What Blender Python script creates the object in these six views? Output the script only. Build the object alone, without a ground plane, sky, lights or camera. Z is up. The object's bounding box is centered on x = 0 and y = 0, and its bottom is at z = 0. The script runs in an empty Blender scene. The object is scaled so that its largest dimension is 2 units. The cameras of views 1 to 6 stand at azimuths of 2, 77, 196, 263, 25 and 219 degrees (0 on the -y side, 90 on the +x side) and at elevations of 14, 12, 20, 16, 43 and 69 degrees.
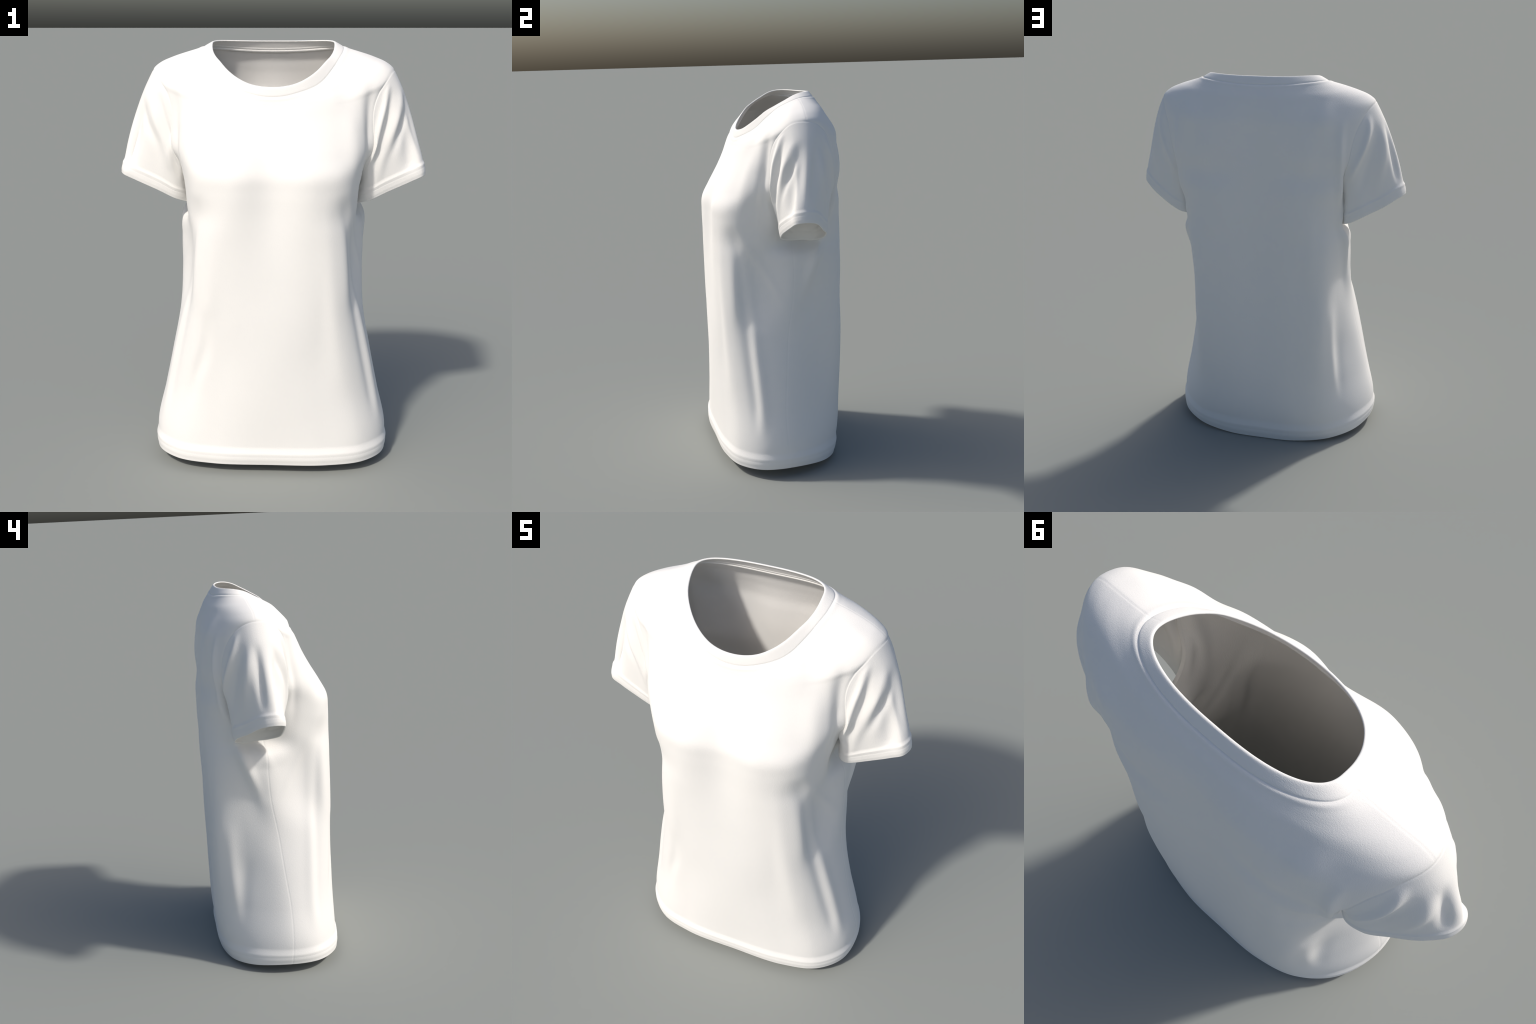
"""A plain white women's T-shirt, standing as if worn by an invisible figure.

The cloth is one surface, built from a loft of cross-section rings (torso), a
Hermite-swept tube from each armhole (sleeves) and a rolled band (neck).  Folds
are soft ridges and valleys laid along curves.  The surface is then thickened
and its faces are split along the sewing seams into named garment pieces.
"""
import bpy
import numpy as np

NU, NV = 760, 520            # columns round the body, rows up the body
THICK = 0.0065               # cloth thickness


# ------------------------------------------------------------------ helpers
def smoothstep(a, b, x):
    t = np.clip((x - a) / (b - a), 0, 1)
    return t * t * (3 - 2 * t)


def spline(xk, yk, x):
    """Smooth curve through (xk, yk) evaluated at x; yk may have columns."""
    xk, yk, x = np.asarray(xk, float), np.asarray(yk, float), np.asarray(x, float)
    flat_ = yk.ndim == 1
    yk = yk.reshape(len(xk), -1)
    h = np.diff(xk)
    d = np.diff(yk, axis=0) / h[:, None]
    m = np.empty_like(yk)
    m[0], m[-1] = d[0], d[-1]
    m[1:-1] = (d[:-1] * h[1:, None] + d[1:] * h[:-1, None]) / (h[1:] + h[:-1])[:, None]
    i = np.clip(np.searchsorted(xk, x, side='right') - 1, 0, len(xk) - 2)
    t, hh = ((x - xk[i]) / h[i])[:, None], h[i][:, None]
    t2, t3 = t * t, t ** 3
    out = (2 * t3 - 3 * t2 + 1) * yk[i] + (t3 - 2 * t2 + t) * hh * m[i] + (3 * t2 - 2 * t3) * yk[i + 1] + (t3 - t2) * hh * m[i + 1]
    return out[:, 0] if flat_ else out


def resample(p, n, closed=False):
    """n points evenly spaced by length along the polyline p (ends kept)."""
    s = np.r_[0, np.cumsum(np.linalg.norm(np.diff(p, axis=0), axis=1))]
    t = np.linspace(0, s[-1], n)
    return np.stack([np.interp(t, s, p[:, k]) for k in range(3)], 1)


def unit(v):
    return v / np.maximum(np.linalg.norm(v, axis=-1, keepdims=True), 1e-12)


def place(half, z_of, n):
    """Closed ring from the right half (front centre -> side -> back centre), evenly spaced per quarter."""
    def quarter(q):
        return resample(np.column_stack([q, z_of(q[:, 1])]), n // 4 + 1)
    f, b = quarter(half[0]), quarter(half[1])          # f: side -> front, b: side -> back
    flip = np.array([-1, 1, 1])
    return np.vstack([f[:-1], (f * flip)[::-1][:-1], (b * flip)[:-1], b[::-1][:-1]])


def tilt(ys, yf, yb, zs, zf, zb, k):
    """Height along a ring: side zs, front zf, back zb."""
    def z_of(y):
        ff = np.clip((ys - y) / (ys - yf), 0, 1) ** k
        bb = np.clip((y - ys) / (yb - ys), 0, 1) ** k
        return zs + (zf - zs) * ff + (zb - zs) * bb
    return z_of


def oval_ring(n, a, yc, yf, yb, pf, pb, zs, zf, zb, k, heights=None):
    """Cross-section as two half super-ellipses; heights: optional (y, z) profile from back to front."""
    ang = np.linspace(0, np.pi / 2, 400)

    def quarter(y_end, p):
        return np.stack([a * np.cos(ang) ** (2 / p), yc + (y_end - yc) * np.sin(ang) ** (2 / p)], 1)
    if heights is None:
        z_of = tilt(yc, yf, yb, zs, zf, zb, k)
    else:
        hy, hz = np.array(sorted(heights)).T
        def z_of(y):
            return spline(hy, hz, y)
    return place((quarter(yf, pf), quarter(yb, pb)), z_of, n)


def body_ring(n, pts, zs, zf, zb):
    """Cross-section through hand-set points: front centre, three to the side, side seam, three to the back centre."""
    p = np.array(pts, float)
    k = 4                                               # index of the side seam point
    full = np.vstack([p[3:0:-1] * [-1, 1], p, p[-2:-5:-1] * [-1, 1]])
    s = np.r_[0, np.cumsum(np.linalg.norm(np.diff(full, axis=0), axis=1) ** 0.75)]
    t = np.linspace(s[3], s[3 + len(p) - 1], 1200)
    c = np.stack([spline(s, full[:, 0], t), spline(s, full[:, 1], t)], 1)
    cut = int(np.argmin(np.abs(t - s[3 + k])))
    return place((c[:cut + 1][::-1], c[cut:]), tilt(p[k, 1], p[0, 1], p[-1, 1], zs, zf, zb, 2.0), n)


# ------------------------------------------------------------- torso rings
#  lower body: half section points (x, y) from front centre round to back centre; z at side, front, back
BODY = [
    ([(0, -.329), (.27, -.322), (.44, -.276), (.535, -.18), (.558, -.03), (.50, .147), (.38, .25), (.20, .304), (0, .313)], .054, .046, .003),
    ([(0, -.332), (.25, -.321), (.43, -.276), (.540, -.16), (.561, -.04), (.490, .150), (.363, .279), (.20, .325), (0, .330)], .160, .155, .140),
    ([(0, -.338), (.22, -.320), (.395, -.271), (.492, -.17), (.520, -.04), (.446, .160), (.340, .300), (.19, .335), (0, .335)], .350, .350, .345),
    ([(0, -.340), (.20, -.319), (.372, -.271), (.449, -.18), (.478, -.02), (.412, .170), (.338, .312), (.19, .338), (0, .332)], .550, .550, .550),
    ([(0, -.337), (.22, -.318), (.354, -.270), (.414, -.17), (.444, .00), (.405, .170), (.342, .316), (.19, .339), (0, .328)], .740, .740, .740),
    ([(0, -.330), (.23, -.318), (.350, -.266), (.374, -.155), (.436, .03), (.416, .115), (.343, .310), (.20, .339), (0, .325)], .930, .930, .930),
    ([(0, -.327), (.23, -.319), (.342, -.262), (.368, -.150), (.436, .04), (.430, .130), (.352, .305), (.22, .341), (0, .324)], 1.090, 1.090, 1.090),
    ([(0, -.328), (.225, -.321), (.334, -.260), (.378, -.140), (.426, .04), (.428, .155), (.356, .301), (.22, .340), (0, .325)], 1.165, 1.165, 1.165),
    ([(0, -.330), (.215, -.323), (.326, -.256), (.390, -.130), (.374, .05), (.408, .194), (.358, .293), (.25, .340), (0, .325)], 1.230, 1.230, 1.230),
    ([(0, -.337), (.20, -.329), (.334, -.265), (.400, -.14), (.408, .06), (.440, .190), (.364, .294), (.25, .341), (0, .329)], 1.350, 1.345, 1.350),
    ([(0, -.337), (.19, -.328), (.325, -.273), (.412, -.14), (.445, .083), (.460, .200), (.378, .298), (.24, .342), (0, .331)], 1.430, 1.415, 1.430),
]
NECK_SEAM = [(.249, 1.957), (.225, 1.966), (.170, 1.972), (.110, 1.966), (.050, 1.943), (0, 1.916), (-.027, 1.891), (-.054, 1.864), (-.081, 1.832), (-.106, 1.806), (-.130, 1.787), (-.150, 1.771), (-.1655, 1.754)]
NECK_RIM = [(.222, 1.994), (.205, 1.996), (.160, 1.996), (.105, 1.984), (.050, 1.956), (.003, 1.930), (-.043, 1.902), (-.081, 1.866), (-.115, 1.832), (-.138, 1.808), (-.151, 1.796)]
#  upper body: half width, centre y, front y, back y, front/back squareness, z side/front/back, z curve
UPPER = [
    (.495, .085, -.309, .336, 2.30, 3.1, 1.520, 1.490, 1.520, 1.6),
    (.527, .085, -.250, .336, 2.15, 3.0, 1.640, 1.585, 1.620, 1.5),
    (.550, .088, -.213, .334, 2.08, 2.6, 1.750, 1.650, 1.720, 1.4),
    (.560, .090, -.194, .328, 2.08, 2.3, 1.820, 1.690, 1.790, 1.4),
    (.563, .088, -.183, .314, 2.08, 2.0, 1.867, 1.712, 1.840, 1.4),
    (.526, .090, -.177, .299, 2.08, 2.0, 1.899, 1.727, 1.875, 1.4),
    (.470, .098, -.173, .286, 2.06, 2.1, 1.924, 1.736, 1.902, 1.4),
    (.400, .105, -.169, .267, 2.05, 2.3, 1.947, 1.746, 1.930, 1.4),
    (.330, .110, -.165, .248, 2.0, 2.4, 1.969, 1.755, 1.957, 1.4, NECK_SEAM),
]
RIM = (.287, .105, -.150, .221, 2.08, 2.5, 1.983, 1.797, 1.996, 1.35, NECK_RIM)

# armhole, seen from the side: an oval in (y, z)
ARM_Y, ARM_Z, ARM_HY, ARM_HZ = 0.083, 1.610, 0.168, 0.251


def armhole_f(p):
    zt = (p[..., 2] - ARM_Z) / ARM_HZ
    e = np.where(zt > 0, 2.15, 2.7)
    return np.abs((p[..., 1] - ARM_Y + 0.006 * zt) / ARM_HY) ** e + np.abs(zt) ** e - 1


# folds: (list of points, ridge height, half width, taper)  filled in below
def mirror(folds, gain=1.0):
    return [([(-x, y, z) for x, y, z in pts], np.multiply(amp, gain), w) for pts, amp, w in folds]


ARM_FOLDS = [                # both sides, written for +x
    ([(.455, -.070, 1.81), (.441, -.083, 1.74), (.438, -.093, 1.66), (.440, -.106, 1.58), (.436, -.115, 1.50), (.424, -.112, 1.40), (.408, -.100, 1.27)],
     [0, -.012, -.019, -.021, -.017, -.009, 0], .028),
    ([(.365, -.145, 1.70), (.365, -.165, 1.60), (.368, -.190, 1.50), (.355, -.225, 1.40)], .011, .050),
    ([(.450, -.088, 1.56), (.440, -.080, 1.47), (.430, -.058, 1.40), (.422, -.020, 1.34)], [0, -.008, -.009, 0], .018),
    ([(.440, .258, 1.80), (.430, .274, 1.72), (.430, .280, 1.62), (.432, .275, 1.52), (.430, .262, 1.42), (.428, .245, 1.32)], .019, .021),
    ([(.460, .247, 1.57), (.452, .240, 1.49), (.447, .218, 1.40), (.442, .195, 1.33)], -.028, .0175),
    ([(.432, .215, 1.30), (.426, .195, 1.23), (.430, .158, 1.15), (.434, .130, 1.07), (.432, .100, .98), (.432, .070, .88)], [.021, .029, .026, .018, .007, 0], .030),
    ([(.285, .328, 1.42), (.285, .330, 1.25), (.285, .330, 1.05), (.280, .330, .88)], .008, .040),
    ([(.370, .262, 1.88), (.345, .292, 1.80), (.335, .308, 1.71)], .013, .050),
    ([(.300, -.125, 1.82), (.335, -.125, 1.77), (.350, -.140, 1.71)], -.014, .055),
    ([(.360, .040, 1.93), (.450, .015, 1.895), (.530, .025, 1.860), (.552, .030, 1.800)], .013, .048),
]
DRAPE = [                    # hanging from the bust, written for +x
    ([(.310, -.275, 1.34), (.335, -.238, 1.20), (.350, -.225, 1.05), (.385, -.205, .80), (.435, -.195, .55), (.475, -.185, .36), (.490, -.180, .22)],
     [0, -.006, -.009, -.010, -.011, -.009, 0], .031),
    ([(.362, -.195, 1.12), (.374, -.190, .98), (.396, -.188, .82), (.422, -.175, .66), (.460, -.165, .49), (.495, -.165, .34), (.510, -.160, .20)], [0, .004, .009, .013, .012, .010, 0], .036),
    ([(.345, -.250, 1.37), (.362, -.200, 1.24), (.380, -.130, 1.12), (.405, -.060, 1.00), (.415, .000, .88)], .004, .024),
    ([(.255, -.312, 1.33), (.260, -.310, 1.10), (.280, -.303, .85), (.310, -.294, .60), (.345, -.288, .38)], .008, .045),
]
HOLLOWS = [                  # between the busts, and down the spine
    ([(0, -.200, 1.68), (0, -.250, 1.585), (0, -.300, 1.49), (0, -.337, 1.41), (0, -.337, 1.33), (0, -.330, 1.20), (0, -.328, 1.05)],
     [0, -.018, -.036, -.035, -.026, -.012, 0], .115),
    ([(0, .295, 1.90), (0, .320, 1.82), (0, .334, 1.72), (0, .336, 1.60), (0, .333, 1.48), (0, .330, 1.38)], [0, -.025, -.020, -.015, -.008, 0], .12),
]
BLADES = [([(.27, .320, 1.74), (.265, .325, 1.62), (.26, .332, 1.50)], .010, .055)]
FOLDS_TORSO = ARM_FOLDS + mirror(ARM_FOLDS, 0.9) + DRAPE + mirror(DRAPE, 0.85) + HOLLOWS + BLADES + mirror(BLADES) + [
    ([(-.420, .067, 1.22), (-.415, .045, 1.15), (-.410, .020, 1.08)], .009, .028),
    ([(-.371, .245, .80), (-.375, .240, .53), (-.412, .223, .25)], .007, .034),
    ([(-.399, .164, .62), (-.406, .199, .39), (-.423, .209, .22)], -.006, .040),
    ([(-.380, -.285, .32), (-.345, -.290, .48), (-.316, -.292, .56), (-.285, -.298, .80)], -.011, .032),
]
SLEEVE_BACK = [              # written for -x
    ([(-.553, .173, 1.81), (-.548, .192, 1.726), (-.533, .218, 1.65), (-.497, .237, 1.564), (-.464, .245, 1.47)], .014, .018),
    ([(-.590, .150, 1.76), (-.575, .195, 1.63), (-.550, .215, 1.53), (-.510, .220, 1.40)], -.009, .028),
    ([(-.604, .120, 1.75), (-.627, .152, 1.60), (-.620, .180, 1.48), (-.595, .192, 1.37)], .011, .027),
]
FOLDS_SLEEVE = SLEEVE_BACK + mirror(SLEEVE_BACK, 0.8) + [
    # +x, front
    ([(.527, -.020, 1.81), (.519, -.050, 1.726), (.500, -.068, 1.645), (.481, -.080, 1.55), (.457, -.066, 1.45), (.450, -.040, 1.34)], .013, .017),
    ([(.545, -.030, 1.78), (.537, -.054, 1.676), (.527, -.063, 1.624), (.509, -.080, 1.543), (.475, -.070, 1.444), (.465, -.050, 1.34)], -.013, .019),
    ([(.590, .010, 1.77), (.581, -.018, 1.68), (.575, -.050, 1.615), (.551, -.073, 1.54), (.516, -.078, 1.454), (.490, -.060, 1.34)], .011, .022),
    ([(.607, .030, 1.75), (.616, .005, 1.665), (.602, -.024, 1.62), (.581, -.055, 1.543), (.552, -.077, 1.465), (.530, -.080, 1.37)], -.012, .021),
    ([(.605, .000, 1.70), (.628, -.020, 1.60), (.640, -.028, 1.50), (.645, -.025, 1.38)], -.016, .038),
    # crumples on the underarm, seen through the openings
    ([(.432, .195, 1.35), (.415, .155, 1.31), (.406, .100, 1.265)], .014, .012),
    ([(.430, -.010, 1.35), (.418, .030, 1.30), (.410, .060, 1.265)], .010, .012),
    ([(-.432, .190, 1.35), (-.415, .155, 1.31), (-.406, .110, 1.265)], .013, .012),
    ([(-.430, -.005, 1.35), (-.418, .030, 1.31), (-.410, .055, 1.27)], .011, .011),
    # -x, front and outside
    ([(-.612, .000, 1.72), (-.640, -.010, 1.64), (-.660, -.018, 1.56), (-.685, -.018, 1.46), (-.700, -.010, 1.38)], -.033, .036),
    ([(-.615, .095, 1.76), (-.648, .092, 1.65), (-.670, .088, 1.55), (-.688, .078, 1.44)], -.015, .023),
    ([(.590, .135, 1.79), (.630, .120, 1.69), (.662, .098, 1.59), (.690, .075, 1.48)], -.012, .034),
    ([(.620, .040, 1.77), (.648, .025, 1.68), (.668, .015, 1.58), (.686, .010, 1.46)], -.014, .032),
    ([(-.602, .029, 1.75), (-.590, -.034, 1.629), (-.548, -.070, 1.53), (-.520, -.068, 1.39)], -.010, .020),
    ([(-.565, -.010, 1.75), (-.545, -.055, 1.635), (-.510, -.075, 1.535), (-.480, -.060, 1.40)], .010, .020),
    ([(-.526, -.039, 1.76), (-.498, -.074, 1.644), (-.468, -.074, 1.54), (-.438, -.033, 1.37)], -.010, .015),
]


# sleeve opening in plan (x, y): outer tip, front edge, underarm, back edge
SLEEVE_LENS = [(.721, .022), (.704, -.014), (.653, -.026), (.585, -.035), (.512, -.040), (.454, -.030), (.414, .010),
               (.404, .085), (.418, .156), (.455, .194), (.515, .195), (.588, .160), (.672, .110), (.711, .068)]


def fold_offset(p, folds):
    """Sum of soft ridges (+) and valleys (-): a Gaussian brush drawn along curves in space."""
    out = np.zeros(len(p))
    for pts, amp, w in folds:
        pts = np.asarray(pts, float)
        seg = np.r_[0, np.cumsum(np.linalg.norm(np.diff(pts, axis=0), axis=1))]
        n = max(12, int(seg[-1] / (0.45 * w)))
        t = (np.arange(n) + 0.5) / n * seg[-1]
        c = spline(seg, pts, t)
        if np.ndim(amp) == 0:
            a = amp * np.sin(np.pi * t / seg[-1]) ** 0.8
        else:
            a = np.interp(t, seg, amp)
        a = a * (seg[-1] / n) / (w * np.sqrt(np.pi))
        lo, hi = c.min(0) - 3 * w, c.max(0) + 3 * w
        sel = np.where(((p > lo) & (p < hi)).all(1))[0]
        q = p[sel]
        acc = np.zeros(len(q))
        for ck, ak in zip(c, a):
            d2 = ((q - ck) ** 2).sum(1)
            near = d2 < 9 * w * w
            acc[near] += ak * np.exp(-d2[near] / (w * w))
        out[sel] += acc
    return out


# ----------------------------------------------------------- torso surface
def build_torso():
    rings = np.stack([body_ring(NU, *r) for r in BODY] + [oval_ring(NU, *r) for r in UPPER])
    gap = np.linalg.norm(np.diff(rings, axis=0), axis=2).mean(1)      # v by the mean length between rings
    vk = np.r_[0, np.cumsum(gap)]
    v = np.linspace(0, vk[-1], NV)
    g = spline(vk, rings.reshape(len(rings), -1), v)
    return g.reshape(NV, NU, 3)


def grid_normals(g):
    du = np.roll(g, -1, 1) - np.roll(g, 1, 1)
    dv = np.gradient(g, axis=0)
    return unit(np.cross(dv, du)) * -1


base = build_torso()
# let the cloth roll softly over the bust instead of turning at an edge
soft = base.copy()
for _ in range(50):
    soft[1:-1] = 0.25 * soft[:-2] + 0.5 * soft[1:-1] + 0.25 * soft[2:]
roll = 0.8 * np.exp(-((base[..., 2] - 1.40) / 0.09) ** 2) * smoothstep(-0.02, -0.16, base[..., 1])
roll = np.maximum(roll, smoothstep(0.75, 0.90, base[..., 2]) * smoothstep(1.34, 1.24, base[..., 2]) * smoothstep(0.0, -0.10, base[..., 1]))
base += (soft - base) * roll[..., None]
nrm = grid_normals(base)
if (nrm[NV // 3, 0, 0]) < 0:
    nrm = -nrm
pos = base.copy()

# hem: a turned-up band that stands proud of the cloth above it
hem_h = np.r_[0, np.cumsum(np.linalg.norm(np.diff(base, axis=0), axis=2).mean(1))]   # length above the hem edge
HEM = 0.062
prof = 0.0085 * (1 - smoothstep(HEM - 0.012, HEM + 0.034, hem_h)) - 0.004 * (1 - smoothstep(0, 0.03, hem_h))
prof += 0.0006 * np.exp(-((hem_h - HEM + 0.004) / 0.006) ** 2) - 0.0005 * np.exp(-((hem_h - 0.042) / 0.0022) ** 2)
pos += nrm * prof[:, None, None]

# cloth puffs up against the neck seam, then dips into it
from_neck = np.cumsum(np.linalg.norm(np.diff(base, axis=0), axis=2)[::-1], 0)[::-1]
from_neck = np.vstack([from_neck, np.zeros((1, NU))])
pos += nrm * (0.0015 * np.exp(-((from_neck - 0.013) / 0.009) ** 2) - 0.003 * np.exp(-(from_neck / 0.0035) ** 2))[..., None]

flat, fn = base.reshape(-1, 3), nrm.reshape(-1, 3)
pos = (pos.reshape(-1, 3) + fn * fold_offset(flat, FOLDS_TORSO)[:, None])

# armhole seams: the torso side of the stitched groove
arm_d = armhole_f(base) * 0.07
pos -= fn * (0.0013 * np.exp(-(arm_d / 0.0032) ** 2) * (np.abs(base[..., 0]) > 0.3)).reshape(-1, 1)

# side seams and shoulder seams: fine grooves along the two side columns
col = np.arange(NU)
half = NU // 2
arc = np.zeros((NV, NU))
for c0 in (0, half):
    d = np.minimum(np.abs(col - c0), NU - np.abs(col - c0))
    step = np.linalg.norm(np.roll(base, -1, 1) - base, axis=2)[:, c0]
    near_arm = np.where(base[:, c0, 2] > 1.2, smoothstep(0.0, 0.12, armhole_f(base[:, c0])), 1.0)
    arc += np.exp(-((d[None, :] * step[:, None]) / 0.0028) ** 2) * near_arm[:, None]
pos -= fn * (0.0009 * arc).reshape(-1, 1)

# ------------------------------------------------- cut the two armholes
f = armhole_f(base)
f = np.where((np.abs(base[..., 0]) > 0.3) & (base[..., 2] > 1.2), f, 9.0)
pos = pos.reshape(NV, NU, 3)
snap_t = np.full((NV, NU), 9.0)
snap_p = pos.copy()
for dv_, du_ in ((0, 1), (0, -1), (1, 0), (-1, 0)):
    g2 = np.roll(np.roll(f, -dv_, 0), -du_, 1)
    p2 = np.roll(np.roll(pos, -dv_, 0), -du_, 1)
    cross = (f * g2 < 0) & (np.abs(g2) < 5) & (np.abs(f) < 5)
    t = np.where(cross, f / np.where(cross, f - g2, 1), 9.0)
    m = cross & (t <= 0.5) & (t < snap_t)
    snap_t[m] = t[m]
    snap_p[m] = (pos + (p2 - pos) * t[..., None])[m]
hit = snap_t < 1
pos[hit] = snap_p[hit]
sgn = np.sign(f)
sgn[hit] = 0

idx = np.arange(NV * NU).reshape(NV, NU)
quads = np.stack([idx[:-1], np.roll(idx, -1, 1)[:-1], np.roll(idx, -1, 1)[1:], idx[1:]], -1).reshape(-1, 4)
sq = sgn.reshape(-1)[quads]
neg, pos_ = (sq < 0).any(1), (sq > 0).any(1)
centre_f = armhole_f(base.reshape(-1, 3)[quads].mean(1))
keep = ~neg & (pos_ | (centre_f > 0))
faces = [tuple(q) for q in quads[keep]]
face_col = list((np.arange(len(quads)) % NU)[keep])
face_row = list((np.arange(len(quads)) // NU)[keep])
for qi in np.where(neg & pos_)[0]:
    q, s = quads[qi], sq[qi]
    i = int(np.argmax(s > 0))
    tri = (q[i - 1], q[i], q[(i + 1) % 4])
    if s[i - 1] == 0 and s[(i + 1) % 4] == 0:
        faces.append(tuple(tri))
        face_col.append(qi % NU)
        face_row.append(qi // NU)
face_col, face_row = np.array(face_col), np.array(face_row)
verts = pos.reshape(-1, 3)

REGION = {}
regions = np.where(face_col < half, 0, 1)            # 0 front, 1 back
hem_rows = int(np.searchsorted(hem_h, HEM))
regions[face_row < hem_rows] = 2                     # bottom hem

# open edges round the armholes, walked into loops
edge = {}
for fc in faces:
    for a, b in zip(fc, fc[1:] + fc[:1]):
        edge[(a, b)] = 1
bound = [(a, b) for a, b in edge if (b, a) not in edge]
flatsgn = sgn.reshape(-1)
nxt = {b: a for a, b in bound if flatsgn[a] == 0 and flatsgn[b] == 0}


def loops_of(nxt):
    left, out = set(nxt), []
    while left:
        s = next(iter(left))
        loop, x = [], s
        while x in left:
            left.discard(x)
            loop.append(x)
            x = nxt[x]
        out.append(loop)
    return sorted(out, key=len)[-2:]


arm_loops = loops_of(nxt)

# ------------------------------------------------------------------ sleeves
NS = 170
V = [verts]
nv = len(verts)


def sleeve(loop):
    """Tube from the armhole loop down to the sleeve hem."""
    A = verts[loop]
    side = np.sign(A[:, 0].mean())
    A = A * [side, 1, 1]
    # start at the top of the armhole and run forward
    k = int(np.argmax(A[:, 2] - 0.3 * np.abs(A[:, 1] - 0.095)))
    order = np.roll(np.arange(len(loop)), -k)
    if A[order[len(order) // 4], 1] > ARM_Y:
        order = np.r_[order[:1], order[1:][::-1]]
    A, ids = A[order], [loop[i] for i in order]
    B = np.vstack([A, A[:1]])
    s = np.r_[0, np.cumsum(np.linalg.norm(np.diff(B, axis=0), axis=1))][:-1]
    total = s[-1] + np.linalg.norm(A[0] - A[-1])
    anchors = [0, s[np.argmin(A[:, 1])], s[np.argmin(A[:, 2])], s[np.argmax(A[:, 1])], total]
    th = np.interp(s, anchors, [0, np.pi / 2, np.pi, 1.5 * np.pi, 2 * np.pi])     # top, front, under, back
    c, sn = np.cos(th), np.sin(th)
    # the opening: a pinched lens in plan, lying on a plane that drops towards the body
    lens = np.array(SLEEVE_LENS, float)
    lens = np.vstack([lens, lens[:1]])
    ls = np.r_[0, np.cumsum(np.linalg.norm(np.diff(lens, axis=0), axis=1))]
    k = len(lens) - 1
    cyc = np.vstack([lens[k - 2:k], lens, lens[1:3]])
    cs = np.r_[ls[k - 2:k] - ls[-1], ls, ls[1:3] + ls[-1]]
    marks = ls[[0, 4, 7, 10]].tolist() + [ls[-1]]
    xy = spline(cs, cyc, np.interp(th, np.pi / 2 * np.arange(5), marks))
    if side < 0:
        xy[:, 1] += 0.008 * np.clip((0.727 - xy[:, 0]) / 0.2, 0, 1)
    H = np.column_stack([xy, 1.388 - 0.43 * (0.722 - xy[:, 0]) - 0.006 * smoothstep(.55, .46, xy[:, 0]) - 0.011 * smoothstep(.09, .16, xy[:, 1])])
    D = H - A
    L = np.linalg.norm(D, axis=1)[:, None]
    w_top, w_front, w_under, w_back = np.clip(c, 0, 1) ** 2, np.clip(sn, 0, 1) ** 2, np.clip(-c, 0, 1) ** 2, np.clip(-sn, 0, 1) ** 2
    T0 = unit(w_top[:, None] * np.array([.50, 0, -.86]) + (1 - w_top)[:, None] * unit(unit(D) + [.25, 0, .1]))
    T1 = unit(w_top[:, None] * np.array([.17, 0, -.98]) + (1 - w_top)[:, None] * unit(unit(D) + [.1, 0, -.2]))
    v = np.linspace(0, 1, NS)[:, None, None]
    h00, h10, h01, h11 = 2 * v**3 - 3 * v**2 + 1, v**3 - 2 * v**2 + v, 3 * v**2 - 2 * v**3, v**3 - v**2
    P = h00 * A + h10 * T0 * L + h01 * H + h11 * T1 * L
    n = grid_normals(P)
    out_dir = P - P.mean(1, keepdims=True)
    if (n * out_dir).sum(-1).mean() < 0:
        n = -n
    step = np.linalg.norm(np.diff(P, axis=0), axis=2)
    up = np.vstack([np.cumsum(step[::-1], 0)[::-1], np.zeros((1, step.shape[1]))])
    down = np.vstack([np.zeros((1, step.shape[1])), np.cumsum(step, 0)])
    ease = smoothstep(0, 0.03, down)
    bulge = 0.0038 * (1 - smoothstep(0.046, 0.068, up)) - 0.002 * (1 - smoothstep(0, 0.016, up))
    bulge += 0.0008 * np.exp(-((up - 0.050) / 0.005) ** 2) - 0.0006 * np.exp(-((up - 0.036) / 0.0025) ** 2)
    bulge *= smoothstep(0.0, 0.05, down) * (1 - 0.6 * w_under)
    groove = 0.0016 * (1 - np.exp(-(down / 0.0032) ** 2)) * np.exp(-down / 0.05)
    Q = P * [side, 1, 1]
    fo = fold_offset(Q.reshape(-1, 3), FOLDS_SLEEVE).reshape(P.shape[:2])
    P = P + n * (bulge + groove + 1.2 * fo * ease * smoothstep(0.015, 0.09, up))[..., None]
    return ids, P * [side, 1, 1], up.mean(1), side


sleeve_regions = []
for loop in arm_loops:
    ids, P, up, side = sleeve(loop)
    m = len(ids)
    new = nv + np.arange((NS - 1) * m).reshape(NS - 1, m)
    grid = np.vstack([np.array(ids)[None], new])
    V.append(P[1:].reshape(-1, 3))
    nv += (NS - 1) * m
    q = np.stack([grid[:-1], grid[1:], np.roll(grid, -1, 1)[1:], np.roll(grid, -1, 1)[:-1]], -1)
    # outward winding
    mid = P.reshape(NS, m, 3)
    a, b, c_ = P[NS // 2, 0], P[NS // 2 + 1, 0], P[NS // 2, 1]
    if np.cross(b - a, c_ - a) @ (a - P[NS // 2].mean(0)) < 0:
        q = q[..., ::-1]
    rows = np.repeat(np.arange(NS - 1), m)
    is_hem = rows >= NS - 1 - int((up < 0.048).sum())
    q = q.reshape(-1, 4)
    faces += [tuple(x) for x in q]
    kind = 3 if side > 0 else 5
    sleeve_regions.append(np.where(is_hem, kind + 1, kind))

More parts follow.
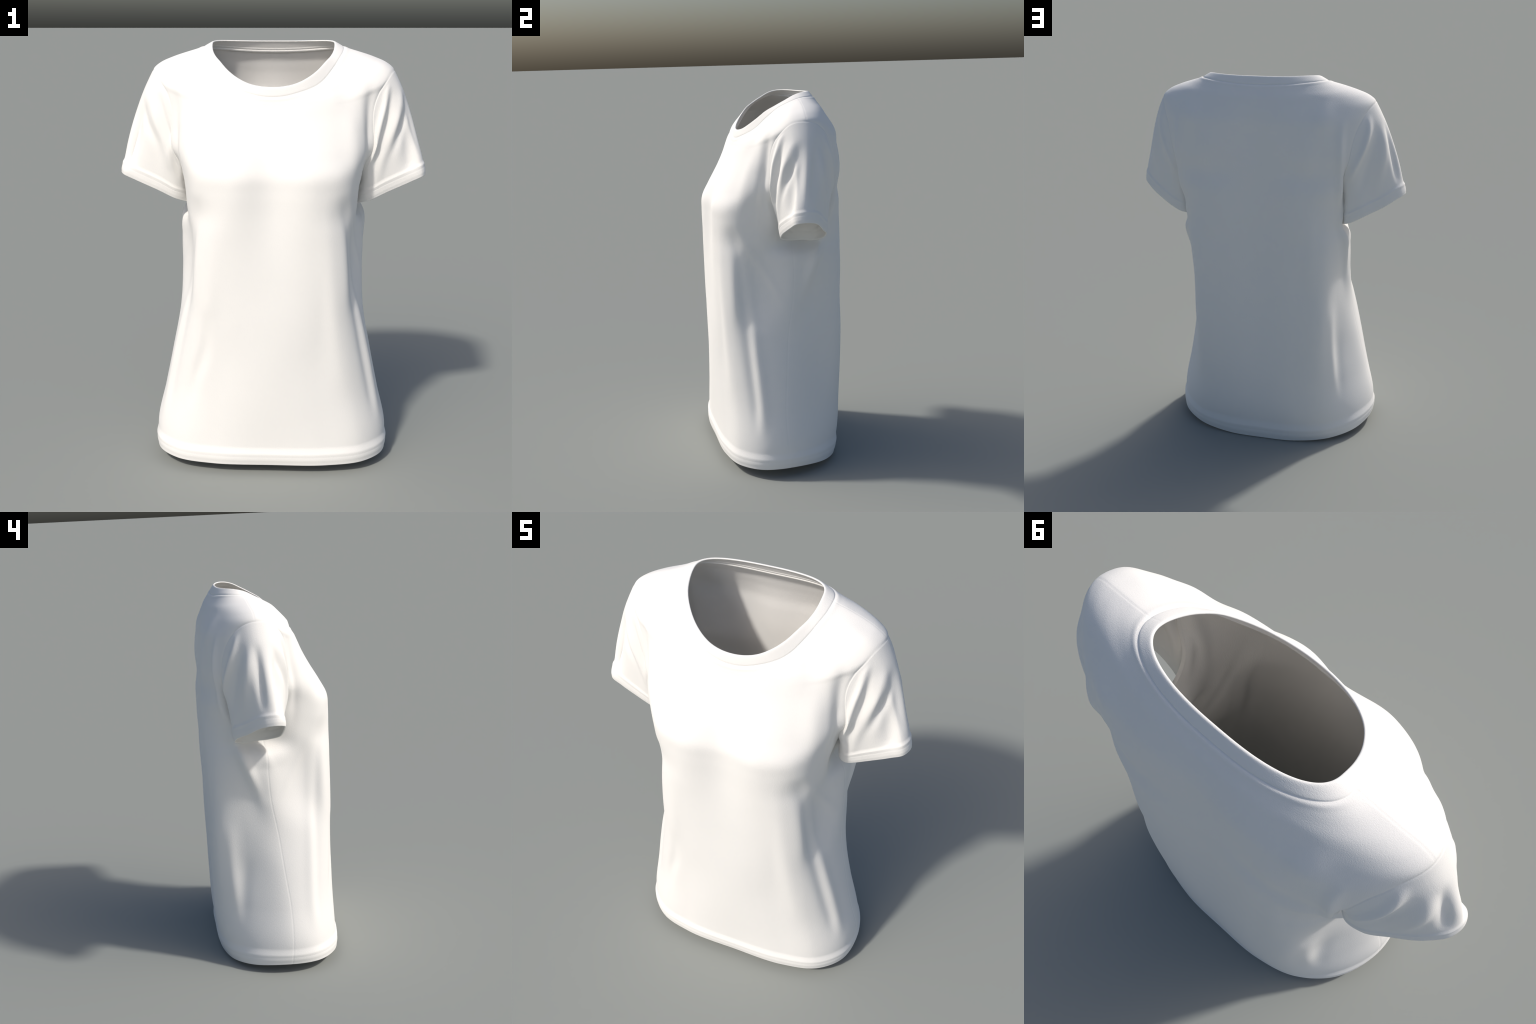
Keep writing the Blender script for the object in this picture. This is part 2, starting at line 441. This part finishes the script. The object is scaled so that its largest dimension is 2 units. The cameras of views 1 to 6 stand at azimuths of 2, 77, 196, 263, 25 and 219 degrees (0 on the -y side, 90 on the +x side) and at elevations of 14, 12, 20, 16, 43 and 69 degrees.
# ----------------------------------------------------------------- neckband
seam_ids = idx[-1]
S = verts[seam_ids]
top = oval_ring(NU, *RIM)
NB = 26
t = np.linspace(0, 1, NB)[:, None, None]
band = S * (1 - t) + top * t
bn = grid_normals(band)
cen = band.mean((0, 1))
if (bn[:, :, 2]).mean() < 0:
    bn = -bn
tt = t[:, 0, 0]
crown = 0.003 * np.sqrt(np.clip(1 - (2 * np.clip(tt, 0, 1) - 1) ** 4, 0, 1)) * smoothstep(0, 0.12, tt)
band = band + bn * crown[:, None, None]
new = nv + np.arange((NB - 1) * NU).reshape(NB - 1, NU)
grid = np.vstack([seam_ids[None], new])
V.append(band[1:].reshape(-1, 3))
nv += (NB - 1) * NU
q = np.stack([grid[:-1], np.roll(grid, -1, 1)[:-1], np.roll(grid, -1, 1)[1:], grid[1:]], -1).reshape(-1, 4)
faces += [tuple(x) for x in q]
regions = np.concatenate([regions, *sleeve_regions, np.full(len(q), 7)])
verts = np.vstack(V)

# torso winding check: outward
fa = faces[0]
n0 = np.cross(verts[fa[1]] - verts[fa[0]], verts[fa[2]] - verts[fa[0]])
torso_n = regions <= 2
if n0 @ (verts[fa[0]] - np.array([0, 0, verts[fa[0]][2]])) < 0:
    faces = [f_[::-1] if regions[i] in (0, 1, 2, 7) else f_ for i, f_ in enumerate(faces)]

# ---------------------------------------------------------------- compact
used = np.zeros(len(verts), bool)
for f_ in faces:
    used[list(f_)] = True
remap = np.cumsum(used) - 1
verts = verts[used]
faces = [tuple(remap[list(f_)]) for f_ in faces]


def vertex_normals(v, fs):
    n = np.zeros_like(v)
    f4 = np.array([f_ if len(f_) == 4 else f_ + (f_[2],) for f_ in fs])
    fn_ = np.cross(v[f4[:, 2]] - v[f4[:, 0]], v[f4[:, 3]] - v[f4[:, 1]])
    tri_m = f4[:, 2] == f4[:, 3]
    fn_[tri_m] = np.cross(v[f4[tri_m, 1]] - v[f4[tri_m, 0]], v[f4[tri_m, 2]] - v[f4[tri_m, 0]])
    for k in range(4):
        w = np.ones(len(f4)) if k < 3 else (~tri_m).astype(float)
        for ax in range(3):
            n[:, ax] += np.bincount(f4[:, k], fn_[:, ax] * w, len(v))
    return unit(n)


vn = vertex_normals(verts, faces)

# thicken: inner layer plus rounded lips on the open edges
edges = set()
for f_ in faces:
    for a, b in zip(f_, f_[1:] + f_[:1]):
        edges.add((a, b))
own = {}
for i, f_ in enumerate(faces):
    for a, b in zip(f_, f_[1:] + f_[:1]):
        if (b, a) not in edges:
            own[(a, b)] = i
N = len(verts)
inner = verts - vn * THICK
allv = [verts, inner]
total = 2 * N
inner_faces = [tuple(x + N for x in f_[::-1]) for f_ in faces]
lip_faces, lip_reg = [], []
rim_v = sorted({x for e in own for x in e})
# lip direction: away from the cloth, in the surface
lip_dir = np.zeros((N, 3))
for (a, b), i in own.items():
    fcen = verts[list(faces[i])].mean(0)
    for x in (a, b):
        lip_dir[x] += (verts[a] + verts[b]) / 2 - fcen
ld = lip_dir[rim_v]
ld = ld - (ld * vn[rim_v]).sum(1, keepdims=True) * vn[rim_v]
ld = unit(ld)
KL = 5
lip_index = {}
prev = {x: x for x in rim_v}
rows_l = [dict(prev)]
for kk in range(1, KL):
    a = np.pi * kk / KL
    pts = verts[rim_v] - vn[rim_v] * THICK / 2 * (1 - np.cos(a)) + ld * THICK / 2 * np.sin(a)
    rows_l.append({x: total + j for j, x in enumerate(rim_v)})
    allv.append(pts)
    total += len(rim_v)
rows_l.append({x: x + N for x in rim_v})
for (a, b), i in own.items():
    for k0, k1 in zip(rows_l, rows_l[1:]):
        lip_faces.append((k0[b], k0[a], k1[a], k1[b]))
        lip_reg.append(regions[i])
all_verts = np.vstack(allv)
all_faces = faces + inner_faces + lip_faces
all_reg = np.concatenate([regions, regions, np.array(lip_reg, int)])

# neck tape: a soft rolled strip inside the back of the neck, covering the seam
tape_cols = idx[-1][np.r_[half - 6:NU, 0:7]]
seam_p = remap[tape_cols]
seam_q = remap[idx[-1 - 8][np.r_[half - 6:NU, 0:7]]]
down_dir = unit(verts[seam_q] - verts[seam_p])
NT = 14
ang_t = np.linspace(0, 2 * np.pi, NT, endpoint=False)
mc = len(tape_cols)
fade = np.clip(np.sin(np.pi * np.linspace(0, 1, mc)) * 3.0, 0.25, 1)
tape = np.stack([verts[seam_p] - vn[seam_p] * (THICK + 0.0005 + 0.0042 * fade * np.cos(a))[:, None]
                 + down_dir * (0.010 + 0.0085 * np.sin(a)) for a in ang_t])
tg = total + np.arange(NT * mc).reshape(NT, mc)
tq = np.stack([tg[:, :-1], np.roll(tg, -1, 0)[:, :-1], np.roll(tg, -1, 0)[:, 1:], tg[:, 1:]], -1).reshape(-1, 4)
all_verts = np.vstack([all_verts, tape.reshape(-1, 3)])
tape_faces = [tuple(x) for x in tq] + [tuple(tg[k] for k in range(NT))[0:0]]
tape_faces = [x for x in tape_faces if len(x) == 4]
pa = all_verts[list(tape_faces[mc // 2])]
if np.cross(pa[1] - pa[0], pa[2] - pa[0]) @ (pa.mean(0) - tape[:, mc // 2].mean(0)) < 0:
    tape_faces = [x[::-1] for x in tape_faces]
all_faces = all_faces + tape_faces
all_reg = np.concatenate([all_reg, np.full(len(tape_faces), 8)])

# exact frame
lo, hi = all_verts.min(0), all_verts.max(0)
print("EXTENT", lo, hi)
all_verts[:, 2] -= lo[2]
all_n = vertex_normals(all_verts, all_faces)


# ---------------------------------------------------------------- material
def cloth_material(name, colour, rib):
    m = bpy.data.materials.new(name)
    m.use_nodes = True
    nt = m.node_tree
    bs = nt.nodes["Principled BSDF"]
    tc = nt.nodes.new("ShaderNodeTexCoord")
    # knit grain: short threads running along each axis, summed
    total_h = None
    for scale in ((80, 430, rib), (430, 80, rib), (430, 430, rib * 0.18)):
        mp = nt.nodes.new("ShaderNodeMapping")
        mp.inputs["Scale"].default_value = scale
        nt.links.new(tc.outputs["Object"], mp.inputs[0])
        grain = nt.nodes.new("ShaderNodeTexNoise")
        grain.inputs["Scale"].default_value = 1.0
        grain.inputs["Detail"].default_value = 2.0
        nt.links.new(mp.outputs[0], grain.inputs["Vector"])
        if total_h is None:
            total_h = grain.outputs["Fac"]
        else:
            add = nt.nodes.new("ShaderNodeMath")
            add.operation = "ADD"
            nt.links.new(total_h, add.inputs[0])
            nt.links.new(grain.outputs["Fac"], add.inputs[1])
            total_h = add.outputs[0]
    bump = nt.nodes.new("ShaderNodeBump")
    bump.inputs["Strength"].default_value = 0.30
    bump.inputs["Distance"].default_value = 0.0012
    nt.links.new(total_h, bump.inputs["Height"])
    nt.links.new(bump.outputs[0], bs.inputs["Normal"])
    ramp = nt.nodes.new("ShaderNodeMix")
    ramp.data_type = "RGBA"
    ramp.inputs["A"].default_value = (*[c * 0.985 for c in colour], 1)
    ramp.inputs["B"].default_value = (*colour, 1)
    nt.links.new(grain.outputs["Fac"], ramp.inputs["Factor"])
    nt.links.new(ramp.outputs["Result"], bs.inputs["Base Color"])
    bs.inputs["Roughness"].default_value = 0.85
    bs.inputs["Specular IOR Level"].default_value = 0.2
    return m


WHITE = (0.90, 0.885, 0.855)
jersey = cloth_material("white_cotton_jersey", WHITE, 560)
ribbed = cloth_material("white_rib_knit", WHITE, 300)

# ---------------------------------------------------------------- objects
root = bpy.data.objects.new("t_shirt", None)
bpy.context.scene.collection.objects.link(root)
root["label"] = "plain white women's short-sleeved T-shirt with scoop neck"
root["category"] = "T-shirt"

NAMES = {0: ("front_panel", jersey, None), 1: ("back_panel", jersey, None), 2: ("bottom_hem", jersey, None),
         3: ("sleeve", jersey, None), 4: ("sleeve_hem", jersey, 3), 5: ("sleeve", jersey, None), 6: ("sleeve_hem", jersey, 5),
         7: ("neckband", ribbed, None), 8: ("neck_tape", jersey, 7)}
f4 = np.array([f_ if len(f_) == 4 else f_ + (-1,) for f_ in all_faces])
made = {}
for r, (name, mat, parent) in NAMES.items():
    sub = f4[all_reg == r]
    ids, inv = np.unique(sub[sub >= 0], return_inverse=True)
    local = np.full(sub.shape, -1)
    local[sub >= 0] = inv
    me = bpy.data.meshes.new(name)
    me.from_pydata(all_verts[ids].tolist(), [], [[x for x in row if x >= 0] for row in local.tolist()])
    me.polygons.foreach_set("use_smooth", [True] * len(me.polygons))
    me.normals_split_custom_set_from_vertices(all_n[ids].tolist())
    me.materials.append(mat)
    me.update()
    ob = bpy.data.objects.new(name, me)
    bpy.context.scene.collection.objects.link(ob)
    ob.parent = made[parent] if parent is not None else root
    made[r] = ob
